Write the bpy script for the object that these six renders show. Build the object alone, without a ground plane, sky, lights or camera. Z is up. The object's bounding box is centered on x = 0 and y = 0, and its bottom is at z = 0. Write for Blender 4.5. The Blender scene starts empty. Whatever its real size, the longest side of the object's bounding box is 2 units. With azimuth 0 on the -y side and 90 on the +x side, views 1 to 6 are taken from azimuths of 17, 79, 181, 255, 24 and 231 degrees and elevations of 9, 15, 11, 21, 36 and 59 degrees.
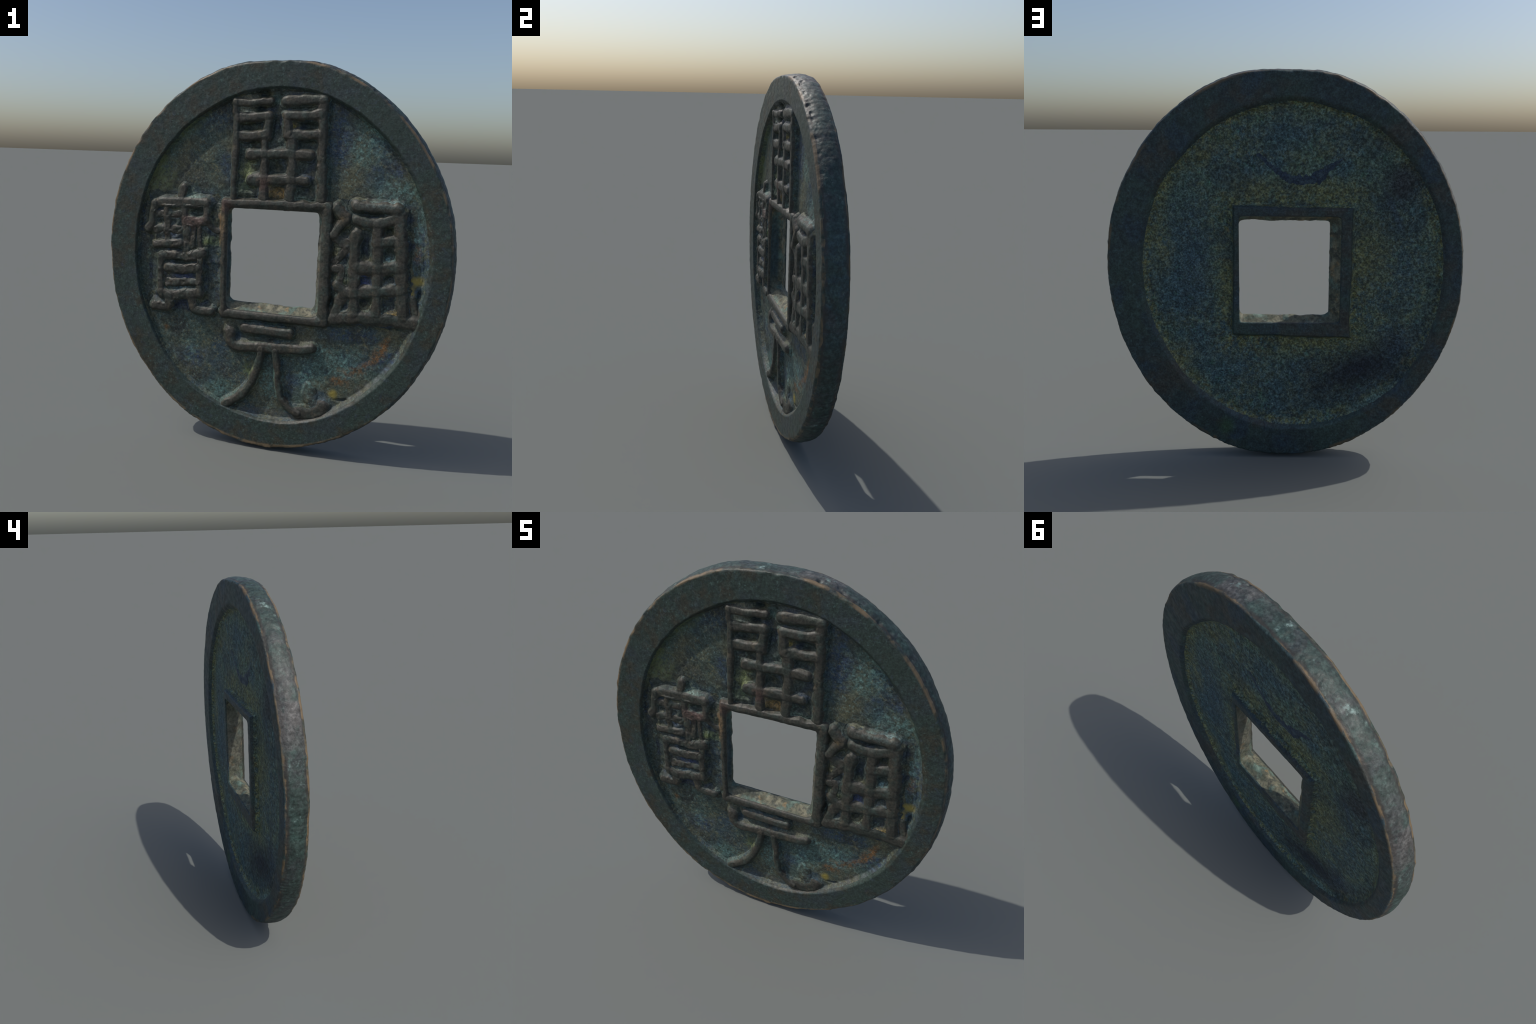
"""An old cast bronze coin with a square hole, standing on its edge.

The whole coin is one closed relief surface: spokes run from the square hole to
the rim on the front, over the edge, back along the reverse and through the hole
wall.  Height rules (rim step, hole border, brush strokes of the four characters,
pits, casting unevenness) shape it; afterwards the faces are shared out to named
parts that keep the common vertex normals.
"""
import bpy
import numpy as np

RNG = np.random.default_rng(7)

# ------------------------------------------------------------------ sizes (metres)
CENTRE = np.array([0.0, 1.0145])        # x, z of the middle of the coin
OUT_A, OUT_B = 0.8935, 0.9890           # half axes of the outline (the coin is a bit narrow)
HALF_T = 0.0620                         # half thickness at the rim
FRONT_FIELD = 0.036                     # how far the front field lies below the rim
BACK_FIELD = 0.031
EDGE_BULGE = 0.0115
YAW = 0.0062                            # the coin stands very slightly turned

N_SPOKES = 1600
N_FRONT, N_EDGE, N_BACK, N_WALL = 400, 34, 190, 34

# outline and rim step: departures from a perfect ellipse every 15 degrees
OUT_FRONT = [0.992, 0.9988, 0.999, 0.9977, 0.9979, 1.0000, 0.9865, 0.9985, 1.0008, 1.006, 1.009, 1.008,
             1.003, 1.004, 1.0033, 1.0026, 1.0054, 1.0076, 1.0091, 1.003, 0.9975, 0.9965, 0.994, 0.9955]
OUT_BACK = [0.9976, 1.0035, 1.0003, 1.003, 1.0015, 1.0010, 0.9860, 1.0016, 1.0019, 1.0012, 1.0, 0.9986,
            0.9987, 1.0034, 1.0006, 1.0023, 1.0038, 1.0081, 1.0069, 1.011, 1.005, 1.002, 0.996, 0.9977]
RIM_FRONT = dict(c=(0.020, 1.017), a=0.774, b=0.854, dev=[
    1.0046, 1.0071, 1.0095, 0.9999, 0.9985, 1.0027, 0.9976, 0.9976, 0.9916, 0.9984, 1.0019, 0.9958,
    0.9917, 0.9969, 0.9982, 1.0085, 1.0105, 1.0006, 1.0072, 1.0085, 0.9990, 0.9940, 0.9960, 0.9895])
RIM_BACK = dict(c=(-0.039, 1.0185), a=0.767, b=0.846, dev=[
    1.0059, 1.0022, 1.0089, 0.993, 0.9944, 0.9938, 0.9993, 0.9903, 1.0009, 0.9977, 0.9961, 0.9965,
    0.9925, 0.9966, 1.0062, 1.0168, 1.0136, 1.0056, 1.0041, 1.0004, 0.9962, 0.9991, 0.9923, 1.0011])

# the square hole as (x low, x high, z low, z high) at the front, in the middle, at the back
HOLE_FRONT = (-0.230, 0.256, 0.742, 1.270)
HOLE_MID = (-0.229, 0.235, 0.776, 1.269)
HOLE_BACK = (-0.283, 0.229, 0.748, 1.293)

# ------------------------------------------------------------------ the writing: (half width, points x z)
STROKES = dict(
    upper=[
        (0.0115, [(-0.205, 1.798), (-0.197, 1.693), (-0.198, 1.566), (-0.201, 1.438), (-0.204, 1.321)]),
        (0.014, [(-0.203, 1.793), (-0.118, 1.793), (-0.025, 1.801)]),
        (0.017, [(0.05, 1.798), (0.142, 1.807), (0.234, 1.813)]),
        (0.016, [(-0.187, 1.719), (-0.097, 1.724), (-0.032, 1.735)]),
        (0.016, [(-0.034, 1.733), (-0.037, 1.634)]),
        (0.015, [(-0.184, 1.633), (-0.112, 1.632), (-0.041, 1.644)]),
        (0.016, [(0.236, 1.805), (0.239, 1.701), (0.244, 1.62), (0.246, 1.498), (0.252, 1.332)]),
        (0.017, [(0.068, 1.735), (0.145, 1.732), (0.229, 1.745)]),
        (0.016, [(0.062, 1.731), (0.068, 1.641)]),
        (0.017, [(0.081, 1.643), (0.15, 1.64), (0.225, 1.646)]),
        (0.017, [(-0.12, 1.541), (-0.046, 1.546), (0.024, 1.548), (0.094, 1.55), (0.184, 1.545)]),
        (0.017, [(-0.113, 1.414), (-0.051, 1.419), (0.029, 1.42), (0.095, 1.425), (0.169, 1.422)]),
        (0.015, [(-0.051, 1.621), (-0.046, 1.529), (-0.045, 1.444), (-0.045, 1.325)]),
        (0.017, [(0.091, 1.616), (0.092, 1.534), (0.096, 1.45), (0.091, 1.328)])],
    left=[
        (0.018, [(-0.639, 1.266), (-0.597, 1.281), (-0.504, 1.279), (-0.423, 1.286), (-0.344, 1.288)]),
        (0.014, [(-0.642, 1.271), (-0.65, 1.215), (-0.655, 1.164), (-0.68, 1.136)]),
        (0.015, [(-0.344, 1.288), (-0.343, 1.238), (-0.347, 1.203)]),
        (0.017, [(-0.454, 1.182), (-0.405, 1.185), (-0.347, 1.198)]),
        (0.014, [(-0.481, 1.36), (-0.494, 1.289)]),
        (0.010, [(-0.347, 1.198), (-0.32, 1.16), (-0.282, 1.143)]),
        (0.012, [(-0.63, 1.211), (-0.569, 1.22), (-0.498, 1.224)]),
        (0.013, [(-0.632, 1.132), (-0.563, 1.144), (-0.494, 1.139)]),
        (0.014, [(-0.634, 1.055), (-0.573, 1.062), (-0.495, 1.068)]),
        (0.013, [(-0.567, 1.26), (-0.564, 1.062)]),
        (0.015, [(-0.474, 1.251), (-0.465, 1.181), (-0.452, 1.101), (-0.456, 1.02)]),
        (0.010, [(-0.419, 1.184), (-0.42, 1.103), (-0.424, 1.053)]),
        (0.009, [(-0.386, 1.166), (-0.378, 1.036)]),
        (0.017, [(-0.594, 0.998), (-0.528, 1.004), (-0.456, 0.999), (-0.367, 1.024)]),
        (0.012, [(-0.597, 0.993), (-0.601, 0.883), (-0.597, 0.789)]),
        (0.012, [(-0.375, 1.016), (-0.381, 0.903), (-0.379, 0.805)]),
        (0.016, [(-0.563, 0.934), (-0.477, 0.931), (-0.395, 0.948)]),
        (0.013, [(-0.564, 0.855), (-0.476, 0.861), (-0.393, 0.871)]),
        (0.018, [(-0.592, 0.795), (-0.524, 0.786), (-0.441, 0.799), (-0.379, 0.811)]),
        (0.017, [(-0.552, 0.783), (-0.56, 0.724), (-0.642, 0.721)]),
        (0.016, [(-0.43, 0.795), (-0.412, 0.729), (-0.374, 0.712), (-0.314, 0.716)])],
    right=[
        (0.0165, [(0.423, 1.314), (0.496, 1.309), (0.559, 1.308), (0.613, 1.304)]),
        (0.018, [(0.427, 1.245), (0.492, 1.235), (0.55, 1.241), (0.607, 1.261)]),
        (0.020, [(0.613, 1.304), (0.632, 1.253), (0.643, 1.15), (0.651, 1.04), (0.663, 0.901), (0.675, 0.794)]),
        (0.018, [(0.524, 1.228), (0.535, 1.123), (0.538, 1.007), (0.545, 0.899), (0.547, 0.799)]),
        (0.017, [(0.433, 1.181), (0.426, 1.115), (0.428, 0.997), (0.434, 0.902), (0.436, 0.787)]),
        (0.019, [(0.534, 1.141), (0.605, 1.154), (0.641, 1.149)]),
        (0.020, [(0.446, 1.013), (0.538, 1.016), (0.649, 1.03)]),
        (0.020, [(0.411, 0.888), (0.545, 0.904), (0.657, 0.919)]),
        (0.021, [(0.338, 0.742), (0.428, 0.762), (0.521, 0.768), (0.604, 0.767), (0.672, 0.765), (0.74, 0.764)]),
        (0.016, [(0.327, 1.299), (0.361, 1.264), (0.376, 1.246), (0.341, 1.207), (0.32, 1.168)]),
        (0.016, [(0.321, 1.159), (0.364, 1.129), (0.411, 1.132)]),
        (0.012, [(0.411, 1.132), (0.359, 1.067), (0.332, 1.032)]),
        (0.013, [(0.329, 1.0), (0.363, 0.996), (0.36, 0.958), (0.348, 0.918)]),
        (0.017, [(0.348, 0.918), (0.378, 0.883), (0.362, 0.833), (0.341, 0.777), (0.338, 0.742)]),
        (0.012, [(0.415, 0.896), (0.374, 0.868)]),
        (0.012, [(0.709, 0.882), (0.725, 0.837), (0.735, 0.768)])],
    lower=[
        (0.018, [(-0.122, 0.645), (-0.021, 0.646), (0.117, 0.647)]),
        (0.019, [(-0.203, 0.617), (-0.197, 0.581), (-0.164, 0.549), (-0.043, 0.554), (0.085, 0.56),
                 (0.181, 0.567), (0.235, 0.579)]),
        (0.015, [(-0.030, 0.548), (-0.034, 0.490), (-0.052, 0.415), (-0.090, 0.335), (-0.148, 0.268), (-0.224, 0.220)]),
        (0.0125, [(0.05, 0.545), (0.060, 0.439), (0.070, 0.362), (0.094, 0.287), (0.137, 0.240), (0.181, 0.222)]),
        (0.023, [(0.181, 0.222), (0.240, 0.228), (0.288, 0.252), (0.308, 0.280)]),
        (0.019, [(0.284, 0.29), (0.238, 0.314), (0.225, 0.359)])])
# strokes that stand lower than the others, as a share of the full height
LOW = {("left", 5): .45, ("left", 10): .7, ("left", 11): .6, ("left", 12): .6, ("left", 17): .72, ("left", 9): .8,
       ("right", 10): .8, ("right", 12): .75, ("right", 13): .85, ("left", 6): .7, ("left", 7): .8, ("right", 11): .6, ("right", 15): .55, ("right", 14): .7,
       ("lower", 5): .26, ("lower", 4): .72, ("left", 4): .7}

BROAD = dict(upper=1.10, left=1.08, right=1.12, lower=1.0)
# how much the hollows between the strokes are filled: along the strokes, and as whole blocks
FILL = dict(upper=0.018, left=0.024, right=0.019, lower=0.008)
BLOCKS = [(-0.545, 1.14, 0.095, 0.100, 0.022), (-0.40, 1.15, 0.070, 0.110, 0.019), (-0.487, 0.895, 0.095, 0.10, 0.014),
          (-0.31, 1.10, 0.06, 0.13, 0.013), (0.02, 1.575, 0.215, 0.235, 0.012), (0.09, 1.835, 0.20, 0.03, 0.012),
          (-0.15, 1.83, 0.06, 0.03, 0.018), (0.53, 0.98, 0.14, 0.22, 0.014), (0.365, 1.0, 0.05, 0.24, 0.018),
          (0.54, 1.26, 0.10, 0.05, 0.010), (0.715, 0.83, 0.03, 0.07, 0.012), (-0.275, 1.01, 0.050, 0.27, 0.009), (-0.28, 1.17, 0.040, 0.09, 0.013)]

BORDER_FRONT = [(-0.246, 1.293), (0.281, 1.301), (0.286, 0.725), (-0.241, 0.721)]
BORDER_FRONT_W = [0.020, 0.024, 0.024, 0.018]        # top, right, bottom, left
BORDER_BACK = [(0.253, 1.339), (-0.334, 1.330), (-0.328, 0.673), (0.259, 0.687)]

# deep holes left between strokes: x, z, radius x, radius z, depth
PITS = [(-0.063, 1.838, .030, .018, .016), (-0.070, 1.760, .026, .016, .013), (-0.124, 1.677, .055, .022, .014),
        (0.165, 1.682, .045, .018, .014), (-0.098, 1.591, .035, .022, .009), (0.160, 1.598, .05, .024, .010),
        (0.014, 1.472, .035, .032, .009), (0.005, 1.675, .02, .055, .008), (0.027, 1.362, .03, .02, .007),
        (-0.12, 1.37, .025, .02, .006), (0.172, 1.365, .035, .024, .009),
        (0.578, 1.198, .026, .026, .012), (0.591, 1.083, .026, .026, .011), (0.600, 0.969, .026, .024, .010),
        (0.487, 0.950, .026, .026, .008), (0.493, 0.845, .024, .022, .014), (0.611, 0.845, .028, .028, .008),
        (0.480, 1.095, .018, .075, .012), (0.382, 1.190, .035, .018, .009), (0.385, 1.045, .025, .022, .009),
        (0.395, 0.900, .014, .010, .010), (0.318, 0.830, .018, .026, .010), (0.395, 0.810, .016, .018, .006),
        (0.750, 0.900, .011, .024, .010), (0.505, 1.274, .065, .011, .010),
        (-0.405, 1.235, .035, .018, .009), (-0.485, 0.968, .045, .012, .009), (-0.492, 0.720, .04, .028, .005),
        (-0.600, 1.175, .02, .012, .006), (-0.530, 1.175, .02, .012, .006), (-0.610, 1.098, .02, .012, .005),
        (0.115, 0.300, .016, .030, .009), (0.400, 0.322, .030, .008, .007), (0.30, 0.222, .03, .008, .006),
        (0.010, 0.520, .018, .020, .006)]
# ground between the strokes that was left higher: x, z, radius x, radius z, height
MOUNDS = [(0.02, 1.850, .20, .024, .016), (-0.145, 1.755, .05, .030, .016), (-0.15, 1.84, .06, .02, .010),
          (-0.15, 1.345, .05, .022, .008), (0.16, 1.335, .05, .016, .007), (0.03, 1.60, .03, .03, .004),
          (0.345, 1.10, .05, .06, .007), (0.36, 0.94, .03, .05, .006), (0.54, 0.98, .12, .22, .005),
          (-0.55, 1.17, .10, .09, .007), (-0.48, 0.90, .10, .10, .003), (0.70, 0.80, .03, .04, .010),
          (0.22, 0.27, .08, .06, .009), (0.76, 0.77, .03, .03, .010), (0.73, 0.705, .05, .035, .016), (-0.22, 0.68, .03, .05, .004), (0.55, 1.345, .14, .03, .004)]


# ------------------------------------------------------------------ small numeric helpers
def sstep(a, b, x):
    t = np.clip((x - a) / (b - a), 0, 1)
    return t * t * (3 - 2 * t)


_PERM = RNG.permutation(4096)
_VAL = RNG.uniform(-1, 1, 4096)


def noise(x, y, z, scale, seed=0):
    """Smooth lattice value noise, about -1 to 1."""
    p = [np.asarray(v, float) * scale + seed * 17.31 for v in (x, y, z)]
    i = [np.floor(v).astype(np.int64) for v in p]
    f = [v - k for v, k in zip(p, i)]
    f = [v * v * v * (v * (v * 6 - 15) + 10) for v in f]

    def corner(a, b, c):
        h = _PERM[(i[0] + a) & 4095]
        h = _PERM[(h + i[1] + b) & 4095]
        return _VAL[_PERM[(h + i[2] + c) & 4095]]
    out = 0
    for a in (0, 1):
        wa = f[0] if a else 1 - f[0]
        for b in (0, 1):
            wb = f[1] if b else 1 - f[1]
            for c in (0, 1):
                out = out + wa * wb * (f[2] if c else 1 - f[2]) * corner(a, b, c)
    return out


def fractal(x, y, z, scale, octaves=4, seed=0, gain=0.5):
    return sum(noise(x, y, z, scale * 2.03 ** k, seed + k) * gain ** k for k in range(octaves))


def around(dev, phi):
    """Smooth closed curve through the departures listed every 15 degrees."""
    n = len(dev)
    d = np.asarray(dev)
    u = (phi / (2 * np.pi) * n) % n
    k = np.floor(u).astype(int)
    t = u - k
    p0, p1, p2, p3 = (d[(k + j) % n] for j in (-1, 0, 1, 2))
    return 0.5 * (2 * p1 + (p2 - p0) * t + (2 * p0 - 5 * p1 + 4 * p2 - p3) * t ** 2 + (3 * p1 - p0 - 3 * p2 + p3) * t ** 3)


def rim_distance(x, z, rim):
    """Distance inwards from the foot of the rim (negative on the rim)."""
    dx, dz = (x - rim["c"][0]) / rim["a"], (z - rim["c"][1]) / rim["b"]
    phi = np.arctan2(dz, dx)
    return (around(rim["dev"], phi) - np.hypot(dx, dz)) * 0.81, phi


def seg_distance(x, z, p, q):
    ax, az = q[0] - p[0], q[1] - p[1]
    t = np.clip(((x - p[0]) * ax + (z - p[1]) * az) / (ax * ax + az * az), 0, 1)
    return np.hypot(x - p[0] - t * ax, z - p[1] - t * az)


def smooth_curve(pts, n=5):
    """Catmull-Rom points through the control points of a stroke."""
    P = np.array([pts[0]] + list(pts) + [pts[-1]], float)
    if len(pts) == 2:
        return [tuple(p) for p in pts]
    out = []
    for k in range(1, len(P) - 2):
        for t in np.linspace(0, 1, n, endpoint=False):
            a, b, c, d = P[k - 1:k + 3]
            out.append(tuple(0.5 * (2 * b + (c - a) * t + (2 * a - 5 * b + 4 * c - d) * t * t
                                    + (3 * b - a - 3 * c + d) * t ** 3)))
    return out + [tuple(P[-1])]


def quad_distance(x, z, corners):
    """Signed distance to a convex quadrilateral, negative inside."""
    cx, cz = np.mean(corners, axis=0)
    d = np.full(x.shape, -9.0)
    for k in range(4):
        p, q = np.array(corners[k]), np.array(corners[(k + 1) % 4])
        nrm = np.array([q[1] - p[1], p[0] - q[0]])
        nrm /= np.hypot(*nrm)
        if np.dot(nrm, np.array([cx, cz]) - p) > 0:
            nrm = -nrm
        d = np.maximum(d, (x - p[0]) * nrm[0] + (z - p[1]) * nrm[1])
    return d


def hole_point(phi, rect, power):
    """Point on the rounded square hole along the spoke phi."""
    cx, cz = 0.0, 1.015
    ang = np.arctan2(OUT_B * np.sin(phi), OUT_A * np.cos(phi))
    c, s = np.cos(ang), np.sin(ang)
    a = np.where(c > 0, rect[1] - cx, cx - rect[0])
    b = np.where(s > 0, rect[3] - cz, cz - rect[2])
    r = ((np.abs(c) / a) ** power + (np.abs(s) / b) ** power) ** (-1 / power)
    return cx + r * c, cz + r * s


def outline_point(phi, dev, side):
    wob = 0.0012 * noise(np.cos(phi) * 3, np.sin(phi) * 3, side, 7, 3) \
        + 0.0011 * noise(np.cos(phi) * 3, np.sin(phi) * 3, side, 17, 5) \
        + (0.0010 - 0.0008 * np.sin(phi)) * noise(np.cos(phi) * 3, np.sin(phi) * 3, side, 30, 6)
    k = around(dev, phi) + wob
    return CENTRE[0] + OUT_A * k * np.cos(phi), CENTRE[1] + OUT_B * k * np.sin(phi)


# ------------------------------------------------------------------ relief of the front
def front_height(x, z):
    """Height above the field, and for every point the part that it belongs to."""
    wx = x + 0.004 * noise(x, 0, z, 22, 1) + 0.002 * noise(x, 0, z, 55, 3)
    wz = z + 0.004 * noise(x, 0, z, 22, 2) + 0.002 * noise(x, 0, z, 55, 4)
    zero = np.zeros_like(x)
    # casting unevenness of the field
    field = 0.0022 * fractal(x, zero, z, 5, 3, 11) + 0.0011 * fractal(x, zero, z, 26, 3, 12)
    for px, pz, rx, rz, h in MOUNDS:
        q = ((wx - px) / rx) ** 2 + ((wz - pz) / rz) ** 2
        field = field + h * np.exp(-q * 0.9) * (1 + 0.35 * noise(x, zero, z, 45, 21))

    crest = zero.copy()                               # all raised work, blended
    skirt = zero.copy()                               # metal that never left the mould between the strokes
    owner = np.full(x.shape, -1)
    nearest = np.full(x.shape, 9.0)
    ids, k = {}, 0
    for char, strokes in STROKES.items():
        for n, (w, pts) in enumerate(strokes):
            w *= BROAD[char]
            w0 = w
            low = LOW.get((char, n), 1.0)
            curve = smooth_curve(pts)
            xs, zs = [p[0] for p in curve], [p[1] for p in curve]
            m = (x > min(xs) - .09) & (x < max(xs) + .09) & (z > min(zs) - .09) & (z < max(zs) + .09)
            X, Z = wx[m], wz[m]
            d = np.full(X.shape, 9.0)
            for p, q in zip(curve[:-1], curve[1:]):
                d = np.minimum(d, seg_distance(X, Z, p, q))
            w = w0 * (1.16 + 0.16 * noise(x[m], n, z[m], 14, 31 + k) + 0.05 * noise(x[m], n, z[m], 38, 32 + k))
            top = low * (FRONT_FIELD - 0.003) * (1 + 0.10 * noise(x[m], n, z[m], 11, 32))
            h = top * (1 - sstep(0.55, 2.35, d / w)) * (1 - 0.08 * np.clip(d / w, 0, 1.5) ** 2)
            old = crest[m]
            blend = 0.011
            s = np.clip(0.5 + 0.5 * (h - old) / blend, 0, 1)
            lift = FILL[char] * min(1, low + .3) * (1 - sstep(0.9, 3.0, d / w0)) * (1 + 0.25 * noise(x[m], n, z[m], 30, 33))
            skirt[m] = np.maximum(skirt[m], lift)
            crest[m] = old * (1 - s) + h * s + blend * s * (1 - s) * np.minimum(1, 40 * np.minimum(h, old))
            rel = d / w
            own, near = owner[m], nearest[m]
            if low < 0.3:                      # all but worn away: no stroke of its own
                rel = rel + 9
            take = (rel < near) & (rel + 0.22 * noise(x[m], 3, z[m], 42, 36) < 1.22)
            own[take], near[take] = k, rel[take]
            owner[m], nearest[m] = own, near
            ids[k] = char
            k += 1
    for (px, pz, rx, rz, h) in BLOCKS:
        q = np.maximum(np.abs(wx - px) - rx, np.abs(wz - pz) - rz)
        skirt = np.maximum(skirt, h * (1 - sstep(-0.010, 0.022, q)) * (1 + 0.2 * noise(x, zero, z, 26, 34)))
    within = zero.copy()
    for px, pz, rx, rz in [(0.02, 1.575, 0.215, 0.235), (-0.445, 1.0, 0.200, 0.275), (0.505, 1.03, 0.160, 0.27), (0.02, 0.43, 0.25, 0.22)]:
        within = np.maximum(within, 1 - sstep(-0.010, 0.030, np.maximum(np.abs(wx - px) - rx, np.abs(wz - pz) - rz)))
    skirt = skirt * within
    skirt = skirt * (1 + 0.20 * fractal(x, zero, z, 34, 2, 35))
    # border of the hole
    bord = np.full(x.shape, 9.0)
    bh = zero.copy()
    for n in range(4):
        d = seg_distance(wx, wz, BORDER_FRONT[n], BORDER_FRONT[(n + 1) % 4]) / BORDER_FRONT_W[n]
        bord = np.minimum(bord, d)
    inside = quad_distance(x, z, BORDER_FRONT) < 0
    bh = (FRONT_FIELD - 0.001) * (1 - sstep(0.75, 1.75, bord)) * (1 - 0.12 * np.clip(bord, 0, 1.3) ** 2)
    bh = np.where(inside, (FRONT_FIELD - 0.001) * (1 - 0.28 * np.clip(bord, 0, 2.2) ** 1.6), bh)
    # rim
    s, phi = rim_distance(wx * .5 + x * .5, wz * .5 + z * .5, RIM_FRONT)
    gentle = np.exp(-((np.degrees(phi) + 48) / 26) ** 2)
    wall = 0.024 + 0.012 * gentle + 0.026 * np.exp(-((np.degrees(phi) - 12) / 36) ** 2)
    rim = FRONT_FIELD * (1 - sstep(-0.1, 1.0, s / wall))
    high = np.maximum(np.maximum(crest, bh), rim)
    # fillets where two kinds of raised work meet
    mid = crest + bh + rim - high - np.minimum(np.minimum(crest, bh), rim)
    high = high + 0.25 * np.minimum(mid, 0.010) * (1 - high / FRONT_FIELD)
    low = 1 - np.clip(high / (FRONT_FIELD * 0.75), 0, 1)
    pit = zero.copy()
    for px, pz, rx, rz, dep in PITS:
        q = ((wx - px) / rx) ** 2 + ((wz - pz) / rz) ** 2
        pit = pit + 1.45 * dep * np.exp(-q ** 1.6)
    # a narrow gutter follows everything that is raised
    gutter = (0.0016 - 0.0014 * gentle) * np.exp(-((high / FRONT_FIELD - 0.06) / 0.10) ** 2) * (high > 0.0004)
    worn = 0.0006 * fractal(x, zero, z, 40, 3, 41) + 0.0005 * noise(x, zero, z, 9, 42)
    base = np.maximum(high, skirt) + 0.0045 * np.exp(-((high - skirt) / 0.004) ** 2) * sstep(0.001, 0.004, skirt)
    h = base + (field - gutter * (skirt < 0.002)) * low - pit * np.sqrt(low) + worn
    h = np.minimum(h, FRONT_FIELD + 0.001)

    ground_of = dict(upper=(0.02, 1.575, 0.235, 0.275), left=(-0.487, 1.02, 0.20, 0.32),
                     right=(0.505, 1.03, 0.20, 0.31), lower=(0.02, 0.43, 0.25, 0.22))
    part = np.full(x.shape, "field", dtype="U16")
    jag = 0.012 * noise(x, zero, z, 60, 51)
    for char, (px, pz, rx, rz) in ground_of.items():
        if char == "lower":
            inner = (nearest < 9) & (crest > 0.0005) & (z < 0.69)
        else:
            inner = (np.abs(x - px) + jag < rx) & (np.abs(z - pz) + jag < rz)
        part[inner & (s > wall * 0.8)] = "ground_" + char
    for k, char in ids.items():
        part[owner == k] = f"stroke_{char}_{k}"
    part[bord < 1.30] = "border"
    part[inside & (bord < 4)] = "border"
    part[(s < wall * 0.42) & (owner < 0)] = "rim"
    part[s < wall * 0.25] = "rim"
    return h, part


# ------------------------------------------------------------------ relief of the back
NAIL_MARK = [(0.142, 1.597), (0.095, 1.558), (0.054, 1.525), (0.015, 1.497), (-0.024, 1.481), (-0.07, 1.472),
             (-0.114, 1.470), (-0.155, 1.483), (-0.191, 1.507), (-0.235, 1.540), (-0.274, 1.572)]
SCRATCH = [(-0.470, 1.425), (-0.534, 1.334), (-0.615, 1.222)]


def back_height(x, z):
    wx, wz = x + 0.004 * noise(x, 1, z, 18, 61), z + 0.004 * noise(x, 1, z, 18, 62)
    zero = np.zeros_like(x)
    field = 0.0022 * fractal(x, zero, z, 4, 3, 71) + 0.0011 * fractal(x, zero, z, 30, 3, 72)
    field = field + 0.006 * np.exp(-(((x + .42) / .16) ** 2 + ((z - .50) / .09) ** 2))
    field = field + 0.003 * np.exp(-(((x + .55) / .10) ** 2 + ((z - 1.50) / .14) ** 2))
    s, bphi = rim_distance(wx * .5 + x * .5, wz * .5 + z * .5, RIM_BACK)
    worn_side = np.exp(-((np.abs(np.degrees(bphi)) - 180) / 55) ** 2)
    s = s + 0.012 * worn_side
    field = field - 0.003 * sstep(0.05, 0.35, s)
    rim = BACK_FIELD * (1 - sstep(-0.25, 1.0, s / (0.034 + 0.012 * worn_side)))
    d = quad_distance(wx, wz, BORDER_BACK)
    bord = (BACK_FIELD - 0.001) * (1 - sstep(-0.006, 0.020, d))
    high = np.maximum(rim, bord)
    marks = zero.copy()
    dn = np.full(x.shape, 9.0)
    for p, q in zip(NAIL_MARK[:-1], NAIL_MARK[1:]):
        dn = np.minimum(dn, seg_distance(wx, wz, p, q))
    thick = 0.014 + 0.012 * np.exp(-((x + .13) / .12) ** 2)
    broken = 0.75 + 0.5 * noise(x, 2, z, 18, 64)
    marks = np.maximum(marks, 0.0065 * broken * (1 - sstep(0.1, 2.0, dn / thick)))
    ds = np.full(x.shape, 9.0)
    for p, q in zip(SCRATCH[:-1], SCRATCH[1:]):
        ds = np.minimum(ds, seg_distance(wx, wz, p, q))
    marks = np.maximum(marks, 0.0025 * (1 - sstep(0.1, 2.0, ds / 0.016)))
    low = 1 - np.clip(high / (BACK_FIELD * 0.8), 0, 1)
    worn = 0.0006 * fractal(x, zero, z, 36, 3, 81) + 0.0006 * noise(x, zero, z, 8, 82)
    h = high + (field + marks) * low + worn
    part = np.full(x.shape, "back_field", dtype="U16")
    part[dn / thick + 0.35 * noise(x, 3, z, 60, 65) + 0.25 * noise(x, 3, z, 14, 66) + 0.5 * sstep(0.10, 0.22, np.abs(x + 0.07)) < 0.95] = "mark"
    part[d < 0.008] = "back_border"
    part[s < 0.013] = "back_rim"
    return h, part


# ------------------------------------------------------------------ one closed surface: rings of spokes
phi = np.linspace(0, 2 * np.pi, N_SPOKES, endpoint=False)
hf, hb, hm = hole_point(phi, HOLE_FRONT, 20), hole_point(phi, HOLE_BACK, 30), hole_point(phi, HOLE_MID, 18)
of, ob = outline_point(phi, OUT_FRONT, 0.0), outline_point(phi, OUT_BACK, 3.3)


def packed(n, lo, hi):
    """0..1 with extra rings near both ends."""
    return np.concatenate([np.linspace(0, 0.03, lo, endpoint=False), np.linspace(0.03, 0.975, n - lo - hi, endpoint=False),
                           np.linspace(0.975, 1, hi)])


def flat(inner, outer, t):
    x = inner[0][None] * (1 - t[:, None]) + outer[0][None] * t[:, None]
    z = inner[1][None] * (1 - t[:, None]) + outer[1][None] * t[:, None]
    return x, z


def rounding(dist, r):
    q = np.clip(r - dist, 0, r)
    return r - np.sqrt(np.maximum(r * r - q * q, 0))


X, Y, Z, PART = [], [], [], []
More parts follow.
